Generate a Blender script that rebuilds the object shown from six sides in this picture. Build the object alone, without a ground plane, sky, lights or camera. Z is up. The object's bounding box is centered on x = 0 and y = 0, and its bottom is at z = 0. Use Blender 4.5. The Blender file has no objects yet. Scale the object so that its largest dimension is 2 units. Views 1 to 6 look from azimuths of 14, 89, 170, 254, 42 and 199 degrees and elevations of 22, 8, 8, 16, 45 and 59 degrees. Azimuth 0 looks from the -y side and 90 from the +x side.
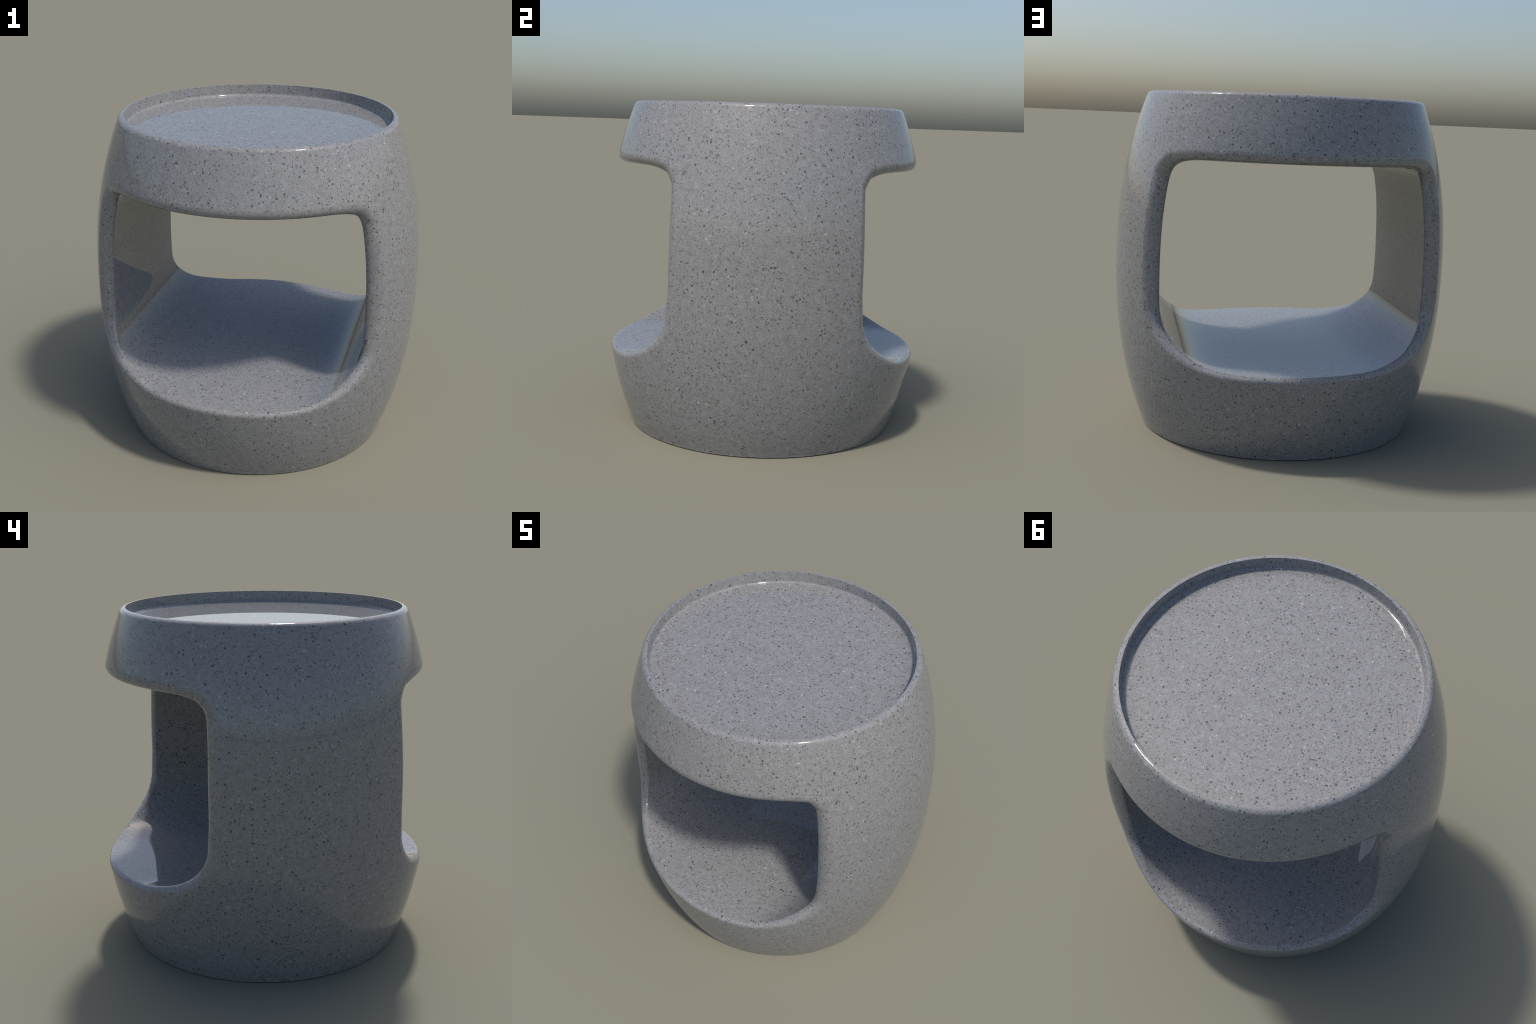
"""Polished terrazzo side table: a barrel-shaped drum with a raised-rim tray top
and one big rounded opening running straight through it from front to back."""
import bpy
import numpy as np

# ------------------------------------------------------------------ dimensions
HEIGHT = 1.993
GRID = 0.0070                      # sampling step of the skin, metres

# barrel: radius at equally meaningful heights (height, radius)
BARREL = [(0.00, 0.8225), (0.25, 0.9088), (0.50, 0.9630), (0.75, 0.9925), (1.00, 1.0000),
          (1.25, 0.9925), (1.50, 0.9640), (1.75, 0.9075), (1.993, 0.8260)]
FOOT_ROUND = 0.006                 # tiny rounding where the base meets the floor
RIM_ROUND = 0.032                  # outer rounding of the rim
RIM_INNER = 0.797                  # radius of the tray wall at its top
RIM_INNER_ROUND = 0.0006
TRAY_DEPTH = 0.072
TRAY_WALL_SLOPE = 0.006            # the wall leans in a little towards the floor
TRAY_FILLET = 0.014

# opening outline (x, z) as seen from the front, walked from the ceiling's middle down the right
# wall, along the slightly tilted, softly humped floor, and up the left wall to the ceiling again
CEILING = 1.6270
OPENING = [(0.000, CEILING), (0.320, 1.6265), (0.560, 1.6245), (0.614, 1.6190), (0.656, 1.6060),
           (0.689, 1.5810), (0.712, 1.5330), (0.7275, 1.460), (0.7435, 1.340), (0.7545, 1.200),
           (0.7590, 1.050), (0.7590, 0.930), (0.7560, 0.820), (0.7460, 0.735), (0.7250, 0.682),
           (0.6970, 0.644), (0.6670, 0.610), (0.6290, 0.576), (0.5750, 0.5410), (0.5070, 0.5150),
           (0.420, 0.5010), (0.320, 0.4965), (0.180, 0.4970), (0.040, 0.4995), (-0.120, 0.5035),
           (-0.260, 0.5070), (-0.350, 0.5105), (-0.430, 0.5185), (-0.540, 0.5450), (-0.6290, 0.582),
           (-0.682, 0.6240), (-0.720, 0.673), (-0.746, 0.735), (-0.7565, 0.815), (-0.7595, 0.930),
           (-0.7595, 1.050), (-0.755, 1.200), (-0.745, 1.340), (-0.729, 1.460), (-0.713, 1.533),
           (-0.690, 1.581), (-0.657, 1.606), (-0.615, 1.619), (-0.560, 1.6245), (-0.320, 1.6265),
           (0.000, CEILING)]
# edge rounding along the opening, by the height of the nearest point of its outline:
# (height, depth, roundness power: 1 chamfer .. 2 round, share taken from the outer face)
EDGE = [(0.40, 0.034, 2.3, 0.00), (0.502, 0.036, 2.3, 0.00), (0.545, 0.046, 2.0, 0.04), (0.62, 0.066, 1.65, 0.08),
        (0.78, 0.084, 1.38, 0.10), (0.95, 0.088, 1.27, 0.11), (1.40, 0.088, 1.27, 0.11), (1.53, 0.089, 1.33, 0.11),
        (1.585, 0.085, 1.55, 0.08), (1.616, 0.075, 2.2, 0.03), (1.627, 0.069, 2.6, 0.00), (1.75, 0.068, 2.7, 0.00)]


# ------------------------------------------------------------------ small helpers
def spline(points, count, clamp_x=False):
    """Natural cubic through the points by chord length, evaluated densely."""
    p = np.array(points, float)
    t = np.concatenate([[0], np.cumsum(np.sqrt(np.hypot(*np.diff(p, axis=0).T)))])
    n, h = len(p), np.diff(t)
    A, b = np.zeros((n, n)), np.zeros((n, 2))
    for i in range(1, n - 1):
        A[i, i - 1:i + 2] = h[i - 1], 2 * (h[i - 1] + h[i]), h[i]
        b[i] = 6 * ((p[i + 1] - p[i]) / h[i] - (p[i] - p[i - 1]) / h[i - 1])
    A[0, 0] = A[-1, -1] = 1.0
    A[0, 1] = A[-1, -2] = -1.0
    if clamp_x:                                   # horizontal tangents at both ends
        for k, (i, j, q) in enumerate(((0, 1, 0), (n - 1, n - 2, n - 2))):
            A[i] = 0
            A[i, i], A[i, j] = 2 * h[q], h[q]
            s = (p[1] - p[0]) / h[0] if k == 0 else (p[-1] - p[-2]) / h[-1]
            tan = np.array([s[0], 0.0])
            b[i] = 6 * (s - tan) if k == 0 else 6 * (tan - s)
    M = np.linalg.solve(A, b)
    u = np.linspace(0, t[-1], count)
    i = np.clip(np.searchsorted(t, u) - 1, 0, n - 2)
    H, a, c = h[i][:, None], (t[i + 1] - u)[:, None], (u - t[i])[:, None]
    return (M[i] * a**3 + M[i + 1] * c**3) / (6 * H) + (p[i] / H - M[i] * H / 6) * a + (p[i + 1] / H - M[i + 1] * H / 6) * c


def arc(cx, cz, r, a0, a1, n):
    t = np.radians(np.linspace(a0, a1, n))
    return np.stack([cx + r * np.cos(t), cz + r * np.sin(t)], 1)


def resample(p, step):
    d = np.concatenate([[0], np.cumsum(np.hypot(*np.diff(p, axis=0).T))])
    keep = np.concatenate([[True], np.diff(d) > 1e-9])
    p, d = p[keep], d[keep]
    u = np.linspace(0, d[-1], int(d[-1] / step) + 2)
    return np.stack([np.interp(u, d, p[:, 0]), np.interp(u, d, p[:, 1])], 1)


class Outline:
    """Closed-side 2D outline; the solid lies to its left. Gives signed distance and normal."""

    def __init__(self, pts, smooth=3):
        self.p = pts
        t = np.gradient(pts, axis=0)
        t /= np.linalg.norm(t, axis=1)[:, None]
        n = np.stack([t[:, 1], -t[:, 0]], 1)
        for _ in range(smooth):
            m = n.copy()
            m[1:-1] = 0.25 * n[:-2] + 0.5 * n[1:-1] + 0.25 * n[2:]
            n = m / np.linalg.norm(m, axis=1)[:, None]
        self.n = n
        self.buckets = {}

    def query(self, x, z, guess_stride=6):
        """Nearest point by coarse search, then refined on the neighbouring segments."""
        q = np.stack([x, z], 1)
        coarse = self.p[::guess_stride]
        best = np.empty(len(q), int)
        c2 = (coarse**2).sum(1)
        for s in range(0, len(q), 20000):
            e = q[s:s + 20000]
            best[s:s + 20000] = np.argmin(c2[None] - 2 * e @ coarse.T, 1)
        i0 = best * guess_stride
        bd = np.full(len(q), 1e9)
        bn = np.zeros((len(q), 2))
        bp = np.zeros((len(q), 2))
        for k in range(-guess_stride, guess_stride):
            i = np.clip(i0 + k, 0, len(self.p) - 2)
            a, b = self.p[i], self.p[i + 1]
            ab = b - a
            t = np.clip(((q - a) * ab).sum(1) / np.maximum((ab**2).sum(1), 1e-18), 0, 1)[:, None]
            f = a + t * ab
            d = np.hypot(*(q - f).T)
            m = d < bd
            bd[m], bp[m] = d[m], f[m]
            bn[m] = ((1 - t) * self.n[i] + t * self.n[i + 1])[m]
        bn /= np.linalg.norm(bn, axis=1)[:, None]
        return ((q - bp) * bn).sum(1), bn, bp[:, 1]


# ------------------------------------------------------------------ the two outlines
def barrel_outline():
    body = spline([(r, z) for z, r in BARREL], 700)
    # foot rounding
    r0 = body[0, 0]
    slope = body[5] - body[0]
    lean = np.degrees(np.arctan2(slope[1], slope[0]))           # direction of the wall upwards
    k = FOOT_ROUND
    centre = (r0 - k * 0.45, k)
    foot = arc(*centre, k, -90, lean - 90, 14)
    body = body[body[:, 1] > foot[-1, 1] + 0.002]
    # rim rounding: circle tangent inside the wall and to the top plane
    i = np.argmin(np.abs(body[:, 1] - (HEIGHT - RIM_ROUND * 0.8)))
    d = body[i + 1] - body[i - 1]
    wall = np.degrees(np.arctan2(d[1], d[0])) - 90
    n = np.array([np.cos(np.radians(wall)), np.sin(np.radians(wall))])
    zt = HEIGHT - RIM_ROUND + RIM_ROUND * n[1]
    rt = np.interp(zt, body[:, 1], body[:, 0])
    c = np.array([rt, zt]) - RIM_ROUND * n
    rim = arc(c[0], c[1], RIM_ROUND, wall, 90, 40)
    body = body[body[:, 1] < zt - 0.002]
    k = RIM_INNER_ROUND
    inner = arc(RIM_INNER + k, HEIGHT - k, k, 90, 180, 12)
    zf = HEIGHT - TRAY_DEPTH
    k = TRAY_FILLET
    ri = RIM_INNER - TRAY_WALL_SLOPE
    fillet = arc(ri - k, zf + k, k, 0, -90, 20)
    pts = np.concatenate([[[-0.3, 0.0]], foot, body, rim, inner, fillet, [[-0.3, zf]]])
    return Outline(resample(pts, 0.0012))


def opening_outline():
    pts = resample(spline(OPENING, 3000, clamp_x=True), 0.0015)
    o = Outline(pts, smooth=6)
    o.n[0] = o.n[-1] = (0, -1)
    return o


BODY, HOLE = barrel_outline(), opening_outline()


def table(outline, xs, zs):
    X, Z = np.meshgrid(xs, zs, indexing="ij")
    d, _, foot = outline.query(X.ravel(), Z.ravel())
    return d.reshape(X.shape), foot.reshape(X.shape)


def smooth(v, lo, hi):
    t = np.clip((v - lo) / (hi - lo), 0, 1)
    return t * t * (3 - 2 * t)


def edge_table():
    h = np.linspace(-0.1, 2.1, 2201)
    kernel = np.hanning(27)
    out = [h]
    for k in (1, 2, 3):
        v = np.interp(h, [e[0] for e in EDGE], [e[k] for e in EDGE])
        out.append(np.convolve(np.pad(v, 13, "edge"), kernel / kernel.sum(), "valid"))
    return out


EDGE_TABLE = edge_table()


def edge_rounding(z):
    """Depth, roundness and lean of the opening's edge at an outline height."""
    h, s, p, k = EDGE_TABLE
    return np.interp(z, h, s), np.interp(z, h, p), np.interp(z, h, k)


def combine(a, b, foot):
    """Intersection of the barrel and the stone round the opening, with a rounded edge."""
    s, p, k = edge_rounding(foot)
    sa, sb = 1 - k, 1 + k
    a, b = a / sa, b / sb
    u, v = np.maximum(a + s, 1e-9), np.maximum(b + s, 1e-9)
    both = (a > -s) & (b > -s)
    f = np.where(both, (u**p + v**p) ** (1 / p) - s, np.maximum(a, b))
    g = f + s
    ga = np.where(both, (u / np.maximum(g, 1e-9)) ** (p - 1), (a > b) * 1.0) / sa
    gb = np.where(both, (v / np.maximum(g, 1e-9)) ** (p - 1), (a <= b) * 1.0) / sb
    return f, ga, gb


def field(P):
    """Signed value and gradient at points."""
    rho = np.hypot(P[:, 0], P[:, 1])
    a, na, _ = BODY.query(rho, P[:, 2])
    b, nb, foot = HOLE.query(P[:, 0], P[:, 2])
    f, ga, gb = combine(a, b, foot)
    df = (combine(a, b, foot + 1e-3)[0] - combine(a, b, foot - 1e-3)[0]) / 2e-3
    r = np.maximum(rho, 1e-9)
    G = np.stack([ga * na[:, 0] * P[:, 0] / r + gb * nb[:, 0] - df * nb[:, 0] * nb[:, 1],
                  ga * na[:, 0] * P[:, 1] / r,
                  ga * na[:, 1] + gb * nb[:, 1] + df * nb[:, 0] ** 2], 1)
    return f, G


# ------------------------------------------------------------------ skin (dual grid)
def build_skin():
    h = GRID
    half = int(1.02 / h) + 1
    ax = (np.arange(half) + 0.5) * h                          # positive half, mirrored below
    az = np.arange(-2, int(HEIGHT / h) + 4) * h + 0.37 * h
    rt = np.arange(0, 1.5, h * 0.5)
    A2, _ = table(BODY, rt, az)                               # (rho, z)
    axis = np.concatenate([-ax[::-1], ax])
    B2, foot = table(HOLE, axis, az)                           # (x, z)
    X, Y = np.meshgrid(axis, ax, indexing="ij")
    rr = np.hypot(X, Y) / (h * 0.5)
    i = np.minimum(rr.astype(int), len(rt) - 2)
    t = (rr - i)[..., None]
    A = A2[i] * (1 - t) + A2[i + 1] * t
    F, _, _ = combine(A, np.broadcast_to(B2[:, None, :], A.shape), foot[:, None, :])
    F = np.concatenate([F[:, ::-1], F], 1)
    inside = F < 0
    corners = [(i, j, k) for i in (0, 1) for j in (0, 1) for k in (0, 1)]
    nx, ny, nz = F.shape
    cut = lambda M, c: M[c[0]:nx - 1 + c[0], c[1]:ny - 1 + c[1], c[2]:nz - 1 + c[2]]
    total = sum(cut(inside, c).astype(np.int8) for c in corners)
    cells = (total > 0) & (total < 8)
    index = np.full(cells.shape, -1, np.int64)
    index[cells] = np.arange(cells.sum())
    ci = np.argwhere(cells)
    vals = np.stack([F[ci[:, 0] + c[0], ci[:, 1] + c[1], ci[:, 2] + c[2]] for c in corners], 1)
    acc, cnt = np.zeros((len(ci), 3)), np.zeros(len(ci))
    C = np.array(corners, float)
    for m in range(8):
        for n in range(m + 1, 8):
            if abs(C[m] - C[n]).sum() != 1:
                continue
            va, vb = vals[:, m], vals[:, n]
            x = (va < 0) != (vb < 0)
            t = (va / np.where(x, va - vb, 1))[:, None]
            acc[x] += (C[m] + (C[n] - C[m]) * t)[x]
            cnt[x] += 1
    V = ci + acc / cnt[:, None]
    V = np.stack([axis[0] + V[:, 0] * h, axis[0] + V[:, 1] * h, az[0] + V[:, 2] * h], 1)
    quads = []
    for d in range(3):
        e1, e2 = [(1, 2), (2, 0), (0, 1)][d]
        sl = [slice(1, -1)] * 3
        sl[d] = slice(0, F.shape[d] - 1)
        lo = inside[tuple(sl)]
        sh = list(sl)
        sh[d] = slice(1, F.shape[d])
        hi = inside[tuple(sh)]
        for flag, order in ((lo & ~hi, (0, 1, 2, 3)), (~lo & hi, (3, 2, 1, 0))):
            q = np.argwhere(flag)
            base = q.copy()
            for ax_ in range(3):
                if ax_ != d:
                    base[:, ax_] += 1
            offs = []
            for o1, o2 in ((-1, -1), (0, -1), (0, 0), (-1, 0)):
                o = np.zeros(3, int)
                o[e1], o[e2] = o1, o2
                offs.append(o)
            ids = [index[tuple((base + o).T)] for o in offs]
            quads.append(np.stack([ids[k] for k in order], 1))
    Q = np.concatenate(quads)
    for _ in range(5):                                        # settle exactly on the surface
        f, G = field(V)
        step = f / np.maximum((G**2).sum(1), 0.2)
        V -= np.clip(step, -0.004, 0.004)[:, None] * G
    f, G = field(V)
    N = G / np.maximum(np.linalg.norm(G, axis=1), 1e-9)[:, None]
    # the inner edge of the rim is crisp: pull the nearest vertices onto it
    rho = np.hypot(V[:, 0], V[:, 1])
    gap = np.hypot(rho - RIM_INNER, V[:, 2] - HEIGHT)
    on = gap < 0.6 * h
    V[on, :2] *= (RIM_INNER / rho[on])[:, None]
    V[on, 2] = HEIGHT
    V[:, 2] -= V[:, 2].min()
    return V, Q, N


# ------------------------------------------------------------------ material
def terrazzo():
    mat = bpy.data.materials.new("polished_terrazzo")
    mat.use_nodes = True
    nt = mat.node_tree
    nd, ln = nt.nodes, nt.links
    bsdf = nd["Principled BSDF"]
    bsdf.inputs["Roughness"].default_value = 0.02
    bsdf.inputs["IOR"].default_value = 1.5
    tc = nd.new("ShaderNodeTexCoord")

    def math(op, a, b=None, clamp=False):
        m = nd.new("ShaderNodeMath")
        m.operation, m.use_clamp = op, clamp
        for k, v in enumerate((a, b)):
            if v is None:
                continue
            if isinstance(v, (int, float)):
                m.inputs[k].default_value = v
            else:
                ln.new(v, m.inputs[k])
        return m.outputs[0]

    def offset(vec, xyz):
        m = nd.new("ShaderNodeMapping")
        ln.new(vec, m.inputs["Vector"])
        m.inputs["Location"].default_value = xyz
        return m.outputs[0]

    def noise(scale, detail=2.0, rough=0.5, vec=None):
        n = nd.new("ShaderNodeTexNoise")
        n.inputs["Scale"].default_value = scale
        n.inputs["Detail"].default_value = detail
        n.inputs["Roughness"].default_value = rough
        ln.new(vec or tc.outputs["Object"], n.inputs["Vector"])
        return n

    # wobble so that the chips are angular and irregular rather than round
    wob = noise(115.0, 1.0)
    sub = nd.new("ShaderNodeVectorMath")
    sub.operation = "SUBTRACT"
    ln.new(wob.outputs["Color"], sub.inputs[0])
    sub.inputs[1].default_value = (0.5, 0.5, 0.5)
    scl = nd.new("ShaderNodeVectorMath")
    scl.operation = "SCALE"
    ln.new(sub.outputs[0], scl.inputs[0])
    scl.inputs["Scale"].default_value = 0.015
    add = nd.new("ShaderNodeVectorMath")
    ln.new(tc.outputs["Object"], add.inputs[0])
    ln.new(scl.outputs[0], add.inputs[1])
    coords = add.outputs[0]

    def chips(scale, keep, radius, soft, shift):
        """Mask of chips: one per Voronoi cell, a share 'keep' of the cells, each of its own size."""
        v = nd.new("ShaderNodeTexVoronoi")
        v.inputs["Scale"].default_value = scale
        v.inputs["Randomness"].default_value = 1.0
        ln.new(offset(coords, shift), v.inputs["Vector"])
        sep = nd.new("ShaderNodeSeparateColor")
        ln.new(v.outputs["Color"], sep.inputs[0])
        here = math("LESS_THAN", sep.outputs[0], keep)
        size = math("ADD", math("MULTIPLY", sep.outputs[1], radius * 0.7), radius * 0.45)
        edge = math("DIVIDE", math("SUBTRACT", size, v.outputs["Distance"]), soft, clamp=True)
        return math("MULTIPLY", here, edge), sep.outputs[2]

    def mix(fac, a, b):
        m = nd.new("ShaderNodeMix")
        m.data_type = "RGBA"
        if isinstance(fac, (int, float)):
            m.inputs[0].default_value = fac
        else:
            ln.new(fac, m.inputs[0])
        for k, v in ((6, a), (7, b)):
            if isinstance(v, tuple):
                m.inputs[k].default_value = (*v, 1)
            else:
                ln.new(v, m.inputs[k])
        return m.outputs[2]

    def ramp(fac, stops):
        r = nd.new("ShaderNodeValToRGB")
        el = r.color_ramp.elements
        while len(el) < len(stops):
            el.new(0.5)
        for e, (pos, col) in zip(el, stops):
            e.position, e.color = pos, (*col, 1)
        ln.new(fac, r.inputs[0])
        return r.outputs[0]

    # cement ground: grey with faint cool and warm clouds and a fine sandy grain
    clouds = noise(30.0, 3.0, 0.65)
    base = ramp(clouds.outputs["Fac"], [(0.32, (0.196, 0.192, 0.187)), (0.50, (0.236, 0.236, 0.239)),
                                        (0.68, (0.270, 0.276, 0.295))])
    sand = noise(170.0, 3.0, 0.65)
    base = mix(0.48, base, ramp(sand.outputs["Fac"], [(0.30, (0.150, 0.147, 0.146)), (0.5, (0.236, 0.236, 0.238)),
                                                      (0.70, (0.385, 0.380, 0.382))]))
    # chips, faint ones first: cool grey and warm grey stone, pale quartz, then the dark grains
    m, rnd = chips(44.0, 0.50, 0.46, 0.26, (3.1, 0.4, 1.7))
    base = mix(math("MULTIPLY", m, 0.66), base, ramp(rnd, [(0.0, (0.150, 0.158, 0.180)), (0.5, (0.220, 0.236, 0.275)),
                                                          (0.8, (0.205, 0.192, 0.175)), (1.0, (0.26, 0.238, 0.22))]))
    m, rnd = chips(47.0, 0.32, 0.42, 0.34, (7.3, 2.2, 5.1))
    base = mix(math("MULTIPLY", m, 0.60), base, ramp(rnd, [(0.0, (0.31, 0.345, 0.41)), (0.6, (0.385, 0.395, 0.42)),
                                                          (1.0, (0.54, 0.54, 0.55))]))
    m, rnd = chips(140.0, 0.50, 0.42, 0.18, (1.3, 8.2, 2.9))
    base = mix(math("MULTIPLY", m, 0.64), base, ramp(rnd, [(0.0, (0.070, 0.070, 0.073)), (1.0, (0.155, 0.150, 0.145))]))
    m, rnd = chips(88.0, 0.58, 0.38, 0.12, (4.7, 6.1, 9.3))
    base = mix(math("MULTIPLY", m, 0.87), base, ramp(rnd, [(0.0, (0.048, 0.050, 0.050)), (0.6, (0.080, 0.080, 0.077)),
                                                          (1.0, (0.150, 0.150, 0.155))]))
    m, rnd = chips(49.0, 0.42, 0.33, 0.09, (9.9, 3.3, 0.6))
    base = mix(math("MULTIPLY", m, 0.90), base, ramp(rnd, [(0.0, (0.040, 0.042, 0.041)), (0.66, (0.062, 0.062, 0.058)),
                                                          (0.78, (0.105, 0.112, 0.130)), (0.97, (0.130, 0.130, 0.134)),
                                                          (1.0, (0.19, 0.125, 0.09))]))
    ln.new(base, bsdf.inputs["Base Color"])
    return mat


# ------------------------------------------------------------------ parts
def corner_normals(V, Q, N):
    """Vertex normals at every face corner, split into two sides along the crisp rim edge."""
    L = N[Q].copy()
    rho = np.hypot(V[:, 0], V[:, 1])
    near = np.hypot(rho - RIM_INNER, V[:, 2] - HEIGHT) < 1.4 * GRID
    fi, ci = np.nonzero(near[Q])
    d1, d2 = V[Q[fi, 2]] - V[Q[fi, 0]], V[Q[fi, 3]] - V[Q[fi, 1]]
    flat = np.abs(np.cross(d1, d2)[:, 2]) > 0.72 * np.linalg.norm(np.cross(d1, d2), axis=1)
    p = V[Q[fi, ci]].copy()
    r = np.hypot(p[:, 0], p[:, 1])
    want = np.where(flat, np.maximum(r, RIM_INNER + 0.006), RIM_INNER - 0.001)
    p[:, :2] *= (want / r)[:, None]
    p[:, 2] = np.where(flat, HEIGHT, np.minimum(p[:, 2], HEIGHT - 0.008))
    G = field(p)[1]
    L[fi, ci] = G / np.linalg.norm(G, axis=1)[:, None]
    return L


def make_part(name, V, Q, L, mask, mat, parent):
    q = Q[mask]
    used, inv = np.unique(q, return_inverse=True)
    me = bpy.data.meshes.new(name)
    me.vertices.add(len(used))
    me.vertices.foreach_set("co", V[used].astype(np.float32).ravel())
    me.loops.add(q.size)
    me.loops.foreach_set("vertex_index", inv.ravel().astype(np.int32))
    me.polygons.add(len(q))
    me.polygons.foreach_set("loop_start", np.arange(0, q.size, 4, dtype=np.int32))
    me.update(calc_edges=True)
    me.polygons.foreach_set("use_smooth", np.ones(len(q), bool))
    me.normals_split_custom_set(L[mask].reshape(-1, 3).astype(np.float32))
    me.materials.append(mat)
    ob = bpy.data.objects.new(name, me)
    bpy.context.scene.collection.objects.link(ob)
    ob.parent = parent
    return ob


def main():
    V, Q, N = build_skin()
    L = corner_normals(V, Q, N)
    mat = terrazzo()
    root = bpy.data.objects.new("terrazzo_side_table", None)
    bpy.context.scene.collection.objects.link(root)
    root["label"] = "grey speckled stone barrel side table with open middle"
    root["category"] = "side table"
    c = V[Q].mean(1)
    rho = np.hypot(c[:, 0], c[:, 1])
    rim = (c[:, 2] > HEIGHT - TRAY_DEPTH + 0.002) & (rho > RIM_INNER - TRAY_FILLET) & (c[:, 2] > HEIGHT - 0.06)
    top = (c[:, 2] > 1.52) & ~rim
    base = c[:, 2] < 0.72
    mid = ~(rim | top | base)
    tabletop = make_part("tabletop", V, Q, L, top, mat, root)
    make_part("tray_rim", V, Q, L, rim, mat, tabletop)
    make_part("leg", V, Q, L, mid & (c[:, 0] > 0), mat, root)
    make_part("leg", V, Q, L, mid & (c[:, 0] < 0), mat, root)
    make_part("base", V, Q, L, base, mat, root)


main()
